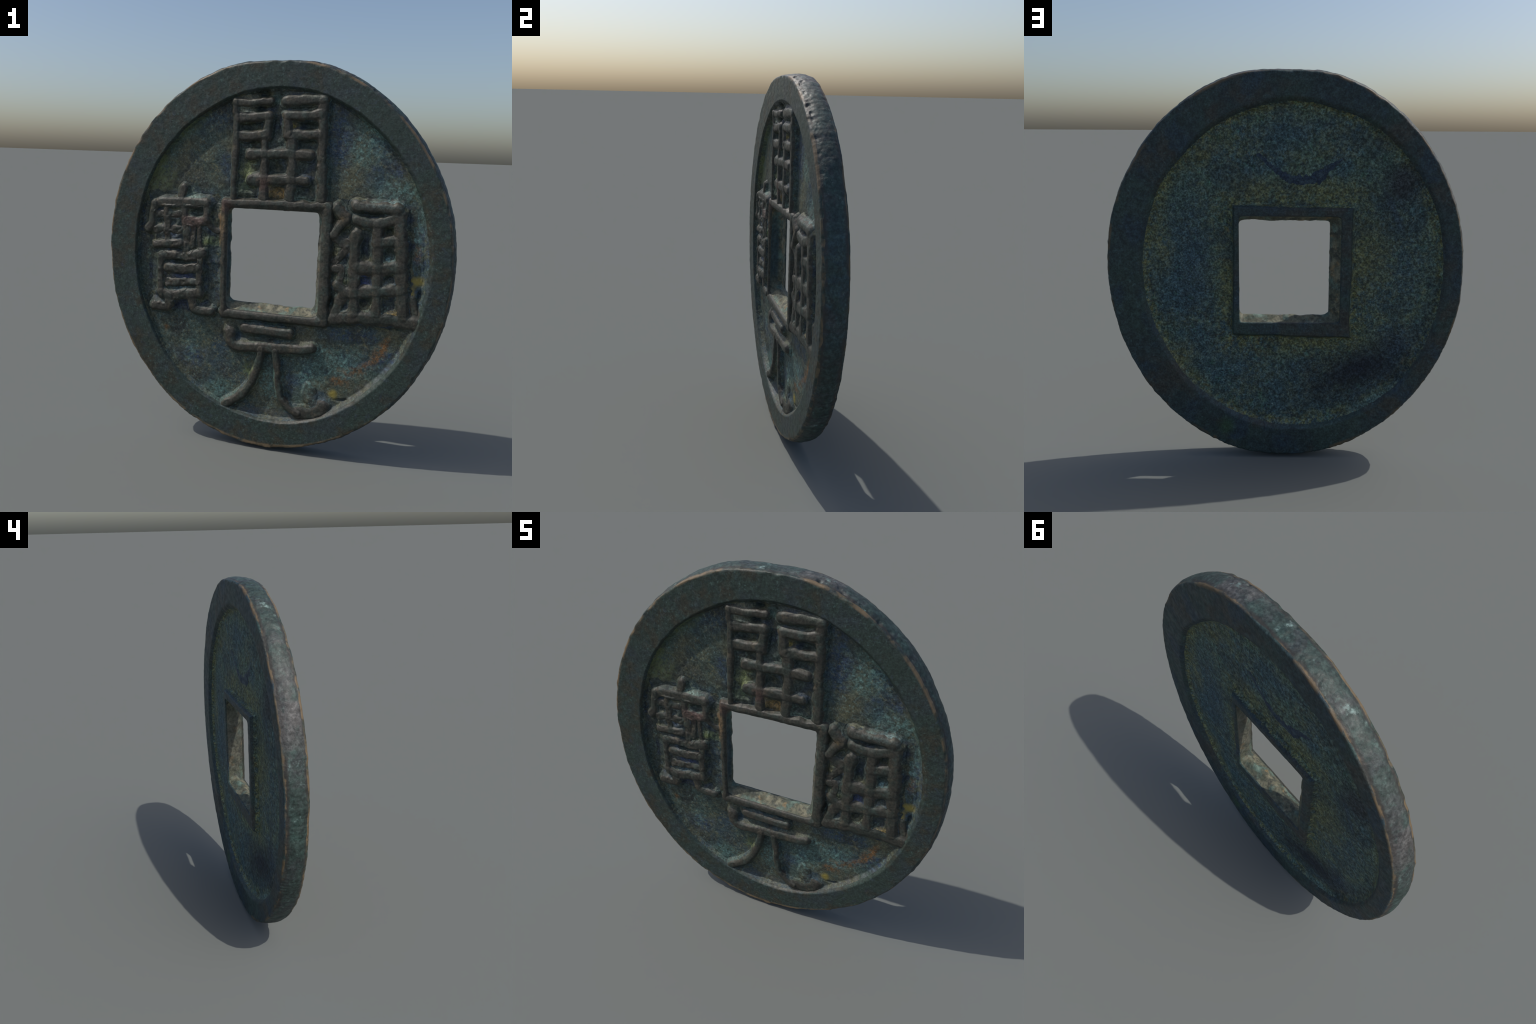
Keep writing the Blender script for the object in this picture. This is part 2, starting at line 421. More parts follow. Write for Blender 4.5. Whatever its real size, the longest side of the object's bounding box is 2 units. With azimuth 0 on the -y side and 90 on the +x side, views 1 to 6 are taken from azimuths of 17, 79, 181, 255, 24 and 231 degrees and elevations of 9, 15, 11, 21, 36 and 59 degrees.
# front
t = packed(N_FRONT, 14, 16)
x, z = flat(hf, of, t)
h, part = front_height(x, z)
span = np.hypot(of[0] - hf[0], of[1] - hf[1])[None]
chip = 1 + 0.7 * noise(x, 0, z, 28, 91)
drop = rounding((1 - t[:, None]) * span, 0.011 * chip) + rounding(t[:, None] * span, 0.010)
X.append(x), Z.append(z), Y.append(-(HALF_T - FRONT_FIELD + h) + drop * 0.8), PART.append(part)
y_front_out, y_front_in = Y[0][-1], Y[0][0]
# back (outside to inside)
t = packed(N_BACK, 10, 14)[::-1]
xb, zb = flat(hb, ob, t)
hbk, part_b = back_height(xb, zb)
span = np.hypot(ob[0] - hb[0], ob[1] - hb[1])[None]
chip = 1 + 0.6 * noise(xb, 5, zb, 26, 92)
drop = rounding((1 - t[:, None]) * span, 0.011 * chip) + rounding(t[:, None] * span, 0.007)
yb = HALF_T - BACK_FIELD + hbk - drop * 0.8
y_back_out, y_back_in = yb[0], yb[-1]
# edge of the coin, slightly convex, pitted
u = np.linspace(0, 1, N_EDGE + 2)[1:-1][:, None]
ex = of[0][None] * (1 - u) + ob[0][None] * u
ez = of[1][None] * (1 - u) + ob[1][None] * u
ey = y_front_out[None] * (1 - u) + y_back_out[None] * u
nx, nz = np.cos(phi) / OUT_A, np.sin(phi) / OUT_B
nl = np.hypot(nx, nz)
nx, nz = nx / nl, nz / nl
side = np.minimum(u, 1 - u)
bulge = EDGE_BULGE * (1 - 0.35 * np.exp(-((np.degrees(phi)[None] - 90) / 16) ** 2)) * (1 - (1 - np.clip(2 * side, 0, 1)) ** 2.2)
rough = 0.0014 * fractal(ex, ey, ez, 14, 2, 101) + 0.0013 * fractal(ex, ey, ez, 40, 2, 102)
worse = np.exp(-((np.degrees(phi)[None] - 68) / 26) ** 2)      # the worst casting pits sit near the top, at the front corner
pitting = np.clip(noise(ex, ey * 1.3, ez, 38, 103) - 0.15, 0, 1) * 0.013 * worse * np.exp(-((u - 0.14) / 0.14) ** 2)
bulge = bulge + (rough - pitting) * sstep(0, 0.08, side)
X.append(ex + nx * bulge), Y.append(ey), Z.append(ez + nz * bulge), PART.append(np.full(ex.shape, "edge", dtype="U16"))
X.append(xb), Y.append(yb), Z.append(zb), PART.append(part_b)
# wall of the hole with its seam ridge in the middle, back to front
u = np.linspace(0, 1, N_WALL + 2)[1:-1][:, None]
k_mid = np.where(u < 0.5, sstep(0, 0.46, u), sstep(1, 0.50, u))
base_x, base_z = hb[0][None] * (1 - u) + hf[0][None] * u, hb[1][None] * (1 - u) + hf[1][None] * u
wx_ = base_x * (1 - k_mid) + hm[0][None] * k_mid
wz_ = base_z * (1 - k_mid) + hm[1][None] * k_mid
wy_ = y_back_in[None] * (1 - u) + y_front_in[None] * u
wander = 0.010 * noise(np.cos(phi) * 2, np.sin(phi) * 2, 4, 4, 111)[None]
wy_ = wy_ + wander * 4 * u * (1 - u)
rough = (0.0040 * fractal(wx_, wy_, wz_, 20, 3, 112) + 0.0010 * fractal(wx_, wy_, wz_, 55, 2, 113)) * sstep(0, 0.15, np.minimum(u, 1 - u))
dirx, dirz = np.cos(phi)[None], np.sin(phi)[None]
X.append(wx_ + dirx * rough), Y.append(wy_), Z.append(wz_ + dirz * rough), PART.append(np.full(wx_.shape, "wall", dtype="U16"))

X, Y, Z, PART = (np.concatenate(v) for v in (X, Y, Z, PART))
Y = Y + YAW * X
print("natural extent", X.min(), X.max(), Y.min(), Y.max(), Z.min(), Z.max())
Z = Z - Z.min()
Z *= 2.0 / Z.max()
X -= (X.max() + X.min()) / 2
Y -= (Y.max() + Y.min()) / 2
rows, cols = X.shape
co = np.stack([X, Y, Z], -1).reshape(-1, 3)

r0 = np.arange(rows)[:, None]
c0 = np.arange(cols)[None]
r1, c1 = (r0 + 1) % rows, (c0 + 1) % cols
quads = np.stack([r0 * cols + c0, r0 * cols + c1, r1 * cols + c1, r1 * cols + c0], -1).reshape(-1, 4)
face_part = PART.reshape(-1)


def make_mesh(name, verts, faces):
    me = bpy.data.meshes.new(name)
    me.vertices.add(len(verts))
    me.vertices.foreach_set("co", np.ascontiguousarray(verts, dtype=np.float32).ravel())
    me.loops.add(len(faces) * 4)
    me.loops.foreach_set("vertex_index", np.ascontiguousarray(faces, dtype=np.int32).ravel())
    me.polygons.add(len(faces))
    me.polygons.foreach_set("loop_start", np.arange(0, len(faces) * 4, 4, dtype=np.int32))
    me.polygons.foreach_set("use_smooth", np.ones(len(faces), dtype=bool))
    me.update(calc_edges=True)
    return me


# normals of the whole surface, from the two grid directions
grid = co.reshape(rows, cols, 3)
du = np.roll(grid, -1, 1) - np.roll(grid, 1, 1)
dv = np.roll(grid, -1, 0) - np.roll(grid, 1, 0)
nor = np.cross(du, dv)
nor /= np.maximum(np.linalg.norm(nor, axis=-1, keepdims=True), 1e-12)
nor = nor.reshape(-1, 3)
# faces must point the same way: outwards (front faces look along -y)
k = 200 * cols + 40
if nor[k][1] > 0:
    nor = -nor
    quads = quads[:, ::-1]


# ------------------------------------------------------------------ materials
class Nodes:
    def __init__(self, name):
        self.mat = bpy.data.materials.new(name)
        self.mat.use_nodes = True
        self.t = self.mat.node_tree
        self.bsdf = self.t.nodes["Principled BSDF"]
        self.pos = self.t.nodes.new("ShaderNodeTexCoord").outputs["Object"]

    def new(self, kind, **values):
        n = self.t.nodes.new(kind)
        for key, v in values.items():
            setattr(n, key, v)
        return n

    def link(self, a, b):
        self.t.links.new(a, b)

    def noise(self, scale, detail=3.0, rough=0.55, shift=0.0, stretch=(1, 1, 1)):
        mp = self.new("ShaderNodeMapping")
        mp.inputs["Location"].default_value = (shift, shift * 0.7, -shift * 1.3)
        mp.inputs["Scale"].default_value = stretch
        self.link(self.pos, mp.inputs["Vector"])
        n = self.new("ShaderNodeTexNoise")
        n.inputs["Scale"].default_value = scale
        n.inputs["Detail"].default_value = detail
        n.inputs["Roughness"].default_value = rough
        self.link(mp.outputs[0], n.inputs["Vector"])
        return n.outputs["Fac"]

    def ramp(self, value, lo, hi, out_lo=0.0, out_hi=1.0):
        m = self.new("ShaderNodeMapRange", interpolation_type="SMOOTHSTEP")
        m.inputs["From Min"].default_value = lo
        m.inputs["From Max"].default_value = hi
        m.inputs["To Min"].default_value = out_lo
        m.inputs["To Max"].default_value = out_hi
        self.link(value, m.inputs["Value"])
        return m.outputs["Result"]

    def math(self, op, a, b=None, c=None):
        m = self.new("ShaderNodeMath", operation=op)
        for k, v in enumerate((a, b, c)):
            if v is None:
                continue
            if isinstance(v, (int, float)):
                m.inputs[k].default_value = v
            else:
                self.link(v, m.inputs[k])
        return m.outputs[0]

    def spot(self, centre, radius, soft=1.0, wobble=0.6, scale=18.0, shift=0.0):
        """A ragged patch round a place on the coin (x, z; any depth)."""
        mp = self.new("ShaderNodeMapping", vector_type="TEXTURE")
        mp.inputs["Location"].default_value = (centre[0], 0.0, centre[1])
        mp.inputs["Scale"].default_value = (radius[0], 50.0, radius[1])
        if len(centre) > 2:
            mp.inputs["Rotation"].default_value = (0.0, centre[2], 0.0)
        self.link(self.pos, mp.inputs["Vector"])
        ln = self.new("ShaderNodeVectorMath", operation="LENGTH")
        self.link(mp.outputs[0], ln.inputs[0])
        n = self.noise(scale, 4, 0.6, shift + centre[0] * 3)
        d = self.math("ADD", ln.outputs["Value"], self.math("MULTIPLY", self.math("SUBTRACT", n, 0.5), 2 * wobble))
        return self.ramp(d, 1.0 + 0.25 * soft, 1.0 - 0.75 * soft)

    def ring(self, centre, a, b, inner, outer):
        """0 inside an ellipse to 1 at its line (and beyond), over inner..outer in units of the radius."""
        mp = self.new("ShaderNodeMapping", vector_type="TEXTURE")
        mp.inputs["Location"].default_value = (centre[0], 0.0, centre[1])
        mp.inputs["Scale"].default_value = (a, 50.0, b)
        self.link(self.pos, mp.inputs["Vector"])
        ln = self.new("ShaderNodeVectorMath", operation="LENGTH")
        self.link(mp.outputs[0], ln.inputs[0])
        return self.ramp(ln.outputs["Value"], inner, outer)

    def box(self, centre, half):
        """Largest of |x| and |z| in half widths: 1 on the box."""
        sep = self.new("ShaderNodeSeparateXYZ")
        self.link(self.pos, sep.inputs[0])
        a = self.math("DIVIDE", self.math("ABSOLUTE", self.math("SUBTRACT", sep.outputs["X"], centre[0])), half[0])
        b = self.math("DIVIDE", self.math("ABSOLUTE", self.math("SUBTRACT", sep.outputs["Z"], centre[1])), half[1])
        return self.math("MAXIMUM", a, b)

    def grain(self, colour, scale, amount, shift=0.0):
        """Light and dark grains over a colour."""
        k = self.ramp(self.noise(scale, 4, 0.7, 31.0 + shift), 0.36, 0.66, 1.0 - amount, 1.0 + amount * 1.1)
        m = self.new("ShaderNodeVectorMath", operation="SCALE")
        self.link(colour, m.inputs[0])
        self.link(k, m.inputs["Scale"])
        return m.outputs[0]

    def colour(self, c):
        n = self.new("ShaderNodeRGB")
        n.outputs[0].default_value = (*c, 1.0)
        return n.outputs[0]

    def mix(self, fac, a, b, blend="MIX"):
        m = self.new("ShaderNodeMix", data_type="RGBA", blend_type=blend, clamp_factor=True)
        if isinstance(fac, (int, float)):
            m.inputs[0].default_value = fac
        else:
            self.link(fac, m.inputs[0])
        self.link(a, m.inputs[6])
        self.link(b if not isinstance(b, tuple) else self.colour(b), m.inputs[7])
        return m.outputs[2]

    def times(self, *masks):
        out = masks[0]
        for m in masks[1:]:
            out = self.math("MULTIPLY", out, m)
        return out

    def finish(self, colour, rough=0.55, metallic=0.0, bump=0.25, bump_scale=130.0, specular=0.4):
        b = self.bsdf
        self.link(colour, b.inputs["Base Color"])
        r = self.ramp(self.noise(35, 3, 0.6, 9.1), 0.3, 0.7, rough - 0.08, rough + 0.10)
        self.link(r, b.inputs["Roughness"])
        b.inputs["Metallic"].default_value = metallic
        b.inputs["Specular IOR Level"].default_value = specular
        bp = self.new("ShaderNodeBump")
        bp.inputs["Strength"].default_value = bump
        bp.inputs["Distance"].default_value = 0.004
        self.link(self.noise(bump_scale, 5, 0.65, 2.2), bp.inputs["Height"])
        self.link(bp.outputs[0], b.inputs["Normal"])
        return self.mat


def front_field():
    n = Nodes("front_field_patina")
    c = n.colour((0.045, 0.068, 0.058))
    c = n.mix(n.ramp(n.noise(4.5, 4, 0.6, 1.0), 0.42, 0.64), c, (0.082, 0.084, 0.054))            # olive clouds
    c = n.mix(n.ramp(n.noise(6.0, 5, 0.65, 5.0), 0.46, 0.66), c, (0.034, 0.056, 0.070))           # blue clouds
    c = n.mix(n.times(n.ramp(n.noise(8, 5, 0.65, 11.0), 0.48, 0.64), 0.8), c, (0.036, 0.040, 0.036))  # bare dark metal
    c = n.mix(n.times(n.ramp(n.noise(60, 4, 0.7, 8.0), 0.50, 0.66), n.ramp(n.noise(5, 3, 0.6, 4.0), 0.40, 0.6), 0.7),
              c, (0.120, 0.115, 0.062))                                                            # earthy grains
    c = n.mix(n.times(n.ramp(n.noise(75, 4, 0.7, 2.0), 0.50, 0.70), n.ramp(n.noise(7, 3, 0.6, 7.0), 0.38, 0.62), 0.7),
              c, (0.115, 0.185, 0.170))                                                            # pale green grains
    # local deposits
    for p, r in [((0.62, 1.40), (0.13, 0.08)), ((0.45, 1.60), (0.10, 0.12)), ((-0.26, 0.29), (0.13, 0.06)),
                 ((0.02, 0.36), (0.08, 0.12)), ((0.40, 0.50), (0.13, 0.09)), ((0.72, 1.18), (0.05, 0.15)),
                 ((-0.43, 0.49), (0.06, 0.07)), ((0.30, 0.57), (0.08, 0.04)), ((-0.62, 0.72), (0.03, 0.1)),
                 ((0.50, 1.66), (0.06, 0.05)), ((0.23, 0.42), (0.08, 0.09))]:
        c = n.mix(n.times(n.spot(p, r, 1.4, 0.9, 14), n.ramp(n.noise(55, 5, 0.75, 3.0), 0.38, 0.66), 0.9), c, (0.115, 0.215, 0.195))
    for p, r in [((0.76, 1.10), (0.06, 0.16)), ((0.13, 0.37), (0.045, 0.10)), ((0.62, 0.55), (0.07, 0.08)),
                 ((-0.73, 1.20), (0.04, 0.12)), ((0.72, 0.92), (0.04, 0.10)), ((0.42, 0.66), (0.16, 0.04)),
                 ((0.33, 1.62), (0.06, 0.22)), ((-0.25, 1.50), (0.04, 0.05)), ((-0.31, 0.92), (0.06, 0.18)),
                 ((0.57, 1.48), (0.12, 0.06)), ((-0.40, 0.45), (0.10, 0.06))]:
        c = n.mix(n.times(n.spot(p, r, 1.4, 0.9, 14), n.ramp(n.noise(45, 4, 0.7, 13.0), 0.36, 0.66), 0.85), c, (0.024, 0.048, 0.100))
    for p, r in [((0.605, 0.645, 0.38), (0.020, 0.075)), ((0.575, 0.585, 0.45), (0.035, 0.08)), ((0.51, 0.515, 0.95), (0.022, 0.08)),
                 ((0.44, 0.475), (0.08, 0.025)), ((0.725, 1.09), (0.022, 0.05)), ((0.38, 0.415), (0.06, 0.035)),
                 ((-0.57, 0.60), (0.02, 0.02))]:
        c = n.mix(n.times(n.spot(p, r, 1.3, 1.0, 24), n.ramp(n.noise(60, 5, 0.7, 23.0), 0.34, 0.62), 0.8), c, (0.175, 0.088, 0.032))
    c = n.mix(n.times(n.ramp(n.noise(48, 3, 0.6, 63.0), 0.64, 0.74), 0.6), c, (0.135, 0.180, 0.160))
    c = n.grain(c, 120, 0.32)
    c = n.grain(c, 46, 0.25, 4.0)
    for p, r in [((0.733, 0.968), (0.036, 0.026)), ((0.714, 0.895), (0.016, 0.055)), ((0.355, 0.345), (0.026, 0.028))]:
        c = n.mix(n.times(n.spot(p, r, 1.3, 0.8, 24), 0.8), c, (0.270, 0.215, 0.040))
    c = n.mix(n.times(n.spot((-0.262, 1.17), (0.020, 0.11), 1.0, 0.7, 24), 0.75), c, (0.27, 0.165, 0.075))
    for p, r in [((-0.31, 1.09), (0.05, 0.03)), ((-0.10, 0.42), (0.04, 0.05)), ((-0.44, 1.70, -0.78), (0.22, 0.05)), ((-0.62, 1.42), (0.10, 0.14)), ((-0.62, 1.55), (0.05, 0.12))]:
        c = n.mix(n.times(n.spot(p, r, 1.3, 0.8, 26), n.ramp(n.noise(50, 4, 0.7, 43.0), 0.34, 0.62), 0.7), c, (0.135, 0.165, 0.065))
    pale = n.spot((0.53, 0.415, 0.82), (0.030, 0.26), 1.2, 0.5, 20)  # painted highlight: sunlight on the lower-right rim slope
    c = n.mix(n.times(pale, n.ramp(n.noise(30, 5, 0.7, 33.0), 0.38, 0.64), 0.45), c, (0.110, 0.115, 0.125))
    pale = n.spot((0.05, 0.195), (0.24, 0.022), 1.2, 0.5, 24)  # lightened arc for the sunlit, upward-facing slope at the bottom
    c = n.mix(n.times(pale, n.ramp(n.noise(40, 4, 0.7, 34.0), 0.34, 0.62), 0.55), c, (0.120, 0.112, 0.102))
    return n.finish(c, 0.58, 0.0, 0.5, 110, 0.32)


def ground_patina():
    n = Nodes("patina_between_strokes")
    c = n.colour((0.042, 0.054, 0.046))
    c = n.mix(n.ramp(n.noise(14, 4, 0.6, 1.5), 0.46, 0.64), c, (0.032, 0.044, 0.058))
    c = n.mix(n.ramp(n.noise(11, 4, 0.6, 2.5), 0.48, 0.64), c, (0.074, 0.076, 0.048))
    c = n.mix(n.times(n.ramp(n.noise(75, 4, 0.7, 3.5), 0.52, 0.70), n.ramp(n.noise(9, 3, 0.6, 4.5), 0.42, 0.62), 0.8),
              c, (0.120, 0.180, 0.150))
    for p, r, col in [((0.03, 1.355), (0.07, 0.035), (0.25, 0.155, 0.048)), ((-0.13, 1.455), (0.05, 0.06), (0.155, 0.185, 0.075)),
                      ((-0.14, 1.375), (0.05, 0.03), (0.105, 0.135, 0.070)), ((-0.14, 1.335), (0.07, 0.02), (0.150, 0.165, 0.125)),
                      ((0.16, 1.335), (0.07, 0.018), (0.135, 0.205, 0.170)), ((0.10, 1.685), (0.02, 0.02), (0.20, 0.155, 0.040)),
                      ((-0.15, 1.835), (0.07, 0.022), (0.175, 0.160, 0.100)), ((0.18, 1.845), (0.09, 0.016), (0.165, 0.160, 0.105)),
                      ((-0.15, 1.755), (0.05, 0.028), (0.110, 0.135, 0.115)), ((0.01, 1.81), (0.03, 0.03), (0.090, 0.155, 0.125)),
                      ((0.487, 0.945), (0.05, 0.05), (0.045, 0.065, 0.165)), ((0.595, 1.06), (0.045, 0.022), (0.115, 0.205, 0.210)),
                      ((0.605, 0.94), (0.045, 0.02), (0.110, 0.160, 0.190)), ((0.64, 0.80), (0.05, 0.022), (0.24, 0.165, 0.050)),
                      ((0.335, 1.075), (0.035, 0.05), (0.130, 0.120, 0.062)), ((0.375, 0.95), (0.04, 0.05), (0.060, 0.080, 0.042)),
                      ((0.34, 1.18), (0.05, 0.06), (0.105, 0.112, 0.070)), ((-0.48, 0.895), (0.10, 0.026), (0.045, 0.065, 0.150)),
                      ((-0.49, 0.825), (0.10, 0.022), (0.080, 0.135, 0.155)), ((-0.49, 0.73), (0.06, 0.04), (0.034, 0.044, 0.085)),
                      ((-0.32, 1.09), (0.06, 0.035), (0.150, 0.190, 0.065)), ((-0.43, 1.32), (0.06, 0.03), (0.155, 0.235, 0.205)),
                      ((-0.53, 1.235), (0.06, 0.02), (0.160, 0.150, 0.090)), ((-0.55, 1.12), (0.07, 0.05), (0.080, 0.105, 0.140)),
                      ((0.60, 1.335), (0.12, 0.018), (0.155, 0.235, 0.215)), ((-0.01, 0.60), (0.14, 0.02), (0.120, 0.108, 0.050)),
                      ((0.13, 0.33), (0.03, 0.08), (0.032, 0.056, 0.105)), ((-0.30, 0.95), (0.04, 0.20), (0.034, 0.060, 0.075)),
                      ((0.25, 0.29), (0.05, 0.05), (0.095, 0.085, 0.062)), ((0.02, 0.36), (0.08, 0.12), (0.080, 0.130, 0.125))]:
        c = n.mix(n.times(n.spot(p, r, 1.4, 0.8, 26), n.ramp(n.noise(55, 5, 0.7, 17.0), 0.30, 0.60), 0.85), c, col)
    c = n.grain(c, 110, 0.35)
    c = n.grain(c, 42, 0.25, 4.0)
    return n.finish(c, 0.6, 0.0, 0.5, 110, 0.3)


def stroke_bronze():
    n = Nodes("worn_bronze")
    c = n.colour((0.043, 0.040, 0.031))
    c = n.mix(n.ramp(n.noise(14, 3, 0.6, 1.0), 0.42, 0.66), c, (0.031, 0.038, 0.030))
    c = n.mix(n.times(n.ramp(n.noise(22, 4, 0.6, 4.0), 0.52, 0.70), 0.6), c, (0.044, 0.066, 0.055))
    c = n.mix(n.times(n.ramp(n.noise(20, 4, 0.6, 7.0), 0.54, 0.70), 0.6), c, (0.088, 0.072, 0.047))
    for p, r in [((-0.41, 1.195), (0.10, 0.05)), ((-0.04, 1.40), (0.04, 0.05)), ((-0.24, 1.28), (0.04, 0.05))]:
        c = n.mix(n.times(n.spot(p, r, 1.3, 0.6, 20), 0.7), c, (0.090, 0.052, 0.043))
    for p, r, col in [((0.20, 1.83), (0.10, 0.018), (0.150, 0.160, 0.125)), ((-0.14, 1.815), (0.06, 0.02), (0.150, 0.145, 0.110)),
                      ((0.55, 1.32), (0.14, 0.014), (0.120, 0.160, 0.145)), ((0.36, 1.25), (0.03, 0.03), (0.120, 0.085, 0.040)),
                      ((-0.25, 1.18), (0.02, 0.10), (0.20, 0.13, 0.065))]:
        c = n.mix(n.times(n.spot(p, r, 1.4, 0.8, 26), n.ramp(n.noise(50, 4, 0.7, 19.0), 0.32, 0.60), 0.7), c, col)
    c = n.mix(n.times(n.ramp(n.noise(38, 4, 0.65, 14.0), 0.56, 0.68), 0.75), c, (0.018, 0.022, 0.018))
    c = n.grain(c, 90, 0.30)
    return n.finish(c, 0.52, 0.0, 0.3, 110, 0.40)


def rim_patina():
    n = Nodes("dark_green_bronze")
    c = n.colour((0.028, 0.044, 0.036))
    c = n.mix(n.ramp(n.noise(6, 4, 0.6, 1.0), 0.44, 0.64), c, (0.030, 0.042, 0.043))
    c = n.mix(n.ramp(n.noise(9, 4, 0.6, 3.0), 0.48, 0.66), c, (0.037, 0.037, 0.026))
    c = n.mix(n.times(n.ramp(n.noise(70, 5, 0.75, 2.0), 0.52, 0.70), n.ramp(n.noise(8, 4, 0.6, 7.0), 0.36, 0.58), 0.85), c, (0.066, 0.112, 0.100))
    c = n.mix(n.times(n.ramp(n.noise(24, 4, 0.65, 9.0), 0.58, 0.72), 0.7), c, (0.036, 0.050, 0.066))
    c = n.grain(c, 120, 0.24)
    c = n.grain(c, 50, 0.20, 3.0)
    c = n.mix(n.times(n.ramp(n.noise(34, 3, 0.6, 53.0), 0.62, 0.72), 0.7), c, (0.020, 0.026, 0.025))
    # bronze shows on the worn outer corner
    worn = n.ring((0.0, 1.0145), OUT_A, OUT_B, 0.986, 0.997)
    c = n.mix(n.times(worn, n.ramp(n.noise(8, 4, 0.65, 17.0), 0.42, 0.58), 0.9), c, (0.155, 0.110, 0.062))
    return n.finish(c, 0.50, 0.0, 0.3, 130, 0.42)


def back_field_patina():
    n = Nodes("blue_olive_patina")
    c = n.colour((0.066, 0.106, 0.084))
    c = n.mix(n.ramp(n.noise(3.2, 5, 0.65, 1.0), 0.44, 0.58), c, (0.044, 0.084, 0.096))
    near_rim = n.ring((-0.039, 1.0185), 0.767, 0.846, 0.88, 0.98)
    near_hole = n.ramp(n.box((-0.04, 1.01), (0.292, 0.328)), 1.65, 1.04)
    where = n.math("MAXIMUM", n.math("MAXIMUM", n.times(near_rim, 1.0), n.times(near_hole, 1.0)),
                   n.times(n.ramp(n.noise(3.6, 5, 0.65, 5.0), 0.42, 0.60), 0.55))
    c = n.mix(n.times(n.ramp(n.noise(34, 5, 0.75, 2.0), 0.36, 0.60), where), c, (0.128, 0.134, 0.055))
    c = n.mix(n.times(n.ramp(n.noise(55, 5, 0.75, 7.0), 0.50, 0.68), 0.75), c, (0.125, 0.185, 0.165))
    c = n.mix(n.times(n.ramp(n.noise(50, 5, 0.75, 9.0), 0.50, 0.68), 0.8), c, (0.030, 0.044, 0.056))
    c = n.mix(n.times(n.ramp(n.noise(40, 4, 0.7, 19.0), 0.56, 0.70), where, 0.8), c, (0.165, 0.115, 0.048))
    c = n.mix(n.times(n.ramp(n.noise(28, 4, 0.7, 29.0), 0.56, 0.70), 0.6), c, (0.052, 0.125, 0.084))
    c = n.mix(n.times(n.ramp(n.noise(5, 5, 0.65, 39.0), 0.50, 0.66), 0.7), c, (0.034, 0.056, 0.062))
    for p, r in [((0.14, 1.43), (0.15, 0.07)), ((-0.20, 1.42), (0.18, 0.06)), ((-0.43, 1.08, -0.2), (0.10, 0.22)), ((0.53, 0.56, 0.6), (0.12, 0.09)),
                 ((-0.10, 0.63), (0.22, 0.03)), ((0.30, 0.95), (0.05, 0.16)), ((0.62, 1.15), (0.06, 0.22)), ((0.42, 1.58, 0.8), (0.14, 0.05))]:
        c = n.mix(n.times(n.spot(p, r, 1.4, 0.7, 9), n.ramp(n.noise(40, 5, 0.75, 3.5), 0.32, 0.60), 0.75), c, (0.130, 0.128, 0.050))
    for p, r in [((0.47, 1.28), (0.13, 0.20)), ((-0.02, 1.70), (0.26, 0.07)), ((0.48, 0.88), (0.16, 0.14)), ((0.0, 0.48), (0.22, 0.08)), ((-0.62, 0.98), (0.08, 0.16))]:
        c = n.mix(n.times(n.spot(p, r, 1.4, 0.7, 9), n.ramp(n.noise(45, 5, 0.75, 6.5), 0.32, 0.60), 0.65), c, (0.044, 0.080, 0.100))
    for p, r, f, col in [((-0.38, 0.49, 0.35), (0.34, 0.17), 1.0, (0.014, 0.020, 0.030)), ((-0.58, 1.46, 0.9), (0.14, 0.12), 0.9, (0.032, 0.035, 0.038)),
                         ((-0.50, 1.66), (0.08, 0.05), 0.5, (0.042, 0.046, 0.050)), ((-0.58, 0.63), (0.14, 0.10), 0.5, (0.032, 0.045, 0.062)),
                         ((0.45, 1.02), (0.12, 0.20), 0.4, (0.040, 0.060, 0.085)), ((-0.54, 1.32, 0.45), (0.022, 0.13), 0.85, (0.040, 0.060, 0.075))]:
        c = n.mix(n.times(n.spot(p, r, 1.3, 0.5, 7), f), c, col)
    c = n.mix(n.times(n.spot((-0.46, 0.315, 0.6), (0.20, 0.045), 1.2, 0.6, 12), 0.7), c, (0.085, 0.140, 0.125))
    c = n.grain(c, 105, 0.55)
    c = n.grain(c, 45, 0.35, 3.0)
    return n.finish(c, 0.65, 0.0, 0.3, 90, 0.3)


def back_rim_patina():
    n = Nodes("dark_blue_bronze")
    c = n.colour((0.024, 0.040, 0.042))
    c = n.mix(n.ramp(n.noise(3.5, 4, 0.6, 1.0), 0.44, 0.62), c, (0.028, 0.050, 0.044))
    c = n.mix(n.ramp(n.noise(4.5, 4, 0.6, 3.0), 0.48, 0.64), c, (0.038, 0.040, 0.034))
    c = n.mix(n.ramp(n.noise(5.5, 4, 0.6, 23.0), 0.50, 0.66), c, (0.022, 0.040, 0.053))
    c = n.mix(n.times(n.ramp(n.noise(50, 5, 0.75, 2.0), 0.52, 0.70), 0.7), c, (0.050, 0.088, 0.086))
    c = n.mix(n.times(n.spot((0.30, 0.18), (0.05, 0.05), 1.2, 0.5, 14), 0.7), c, (0.036, 0.080, 0.036))
    c = n.grain(c, 110, 0.32)
    c = n.grain(c, 40, 0.25, 3.0)
    worn = n.ring((0.0, 1.0145), OUT_A, OUT_B, 0.984, 0.997)
    c = n.mix(n.times(worn, n.ramp(n.noise(7, 3, 0.6, 17.0), 0.46, 0.62), 0.8), c, (0.13, 0.088, 0.044))
    return n.finish(c, 0.55, 0.0, 0.35, 110, 0.4)


def mark_patina():
    n = Nodes("dark_blue_mark")
    c = n.colour((0.022, 0.036, 0.060))
    c = n.mix(n.ramp(n.noise(40, 4, 0.7, 4.0), 0.45, 0.65), c, (0.045, 0.070, 0.085))
    return n.finish(n.grain(c, 105, 0.4), 0.6, 0.0, 0.3, 90, 0.3)


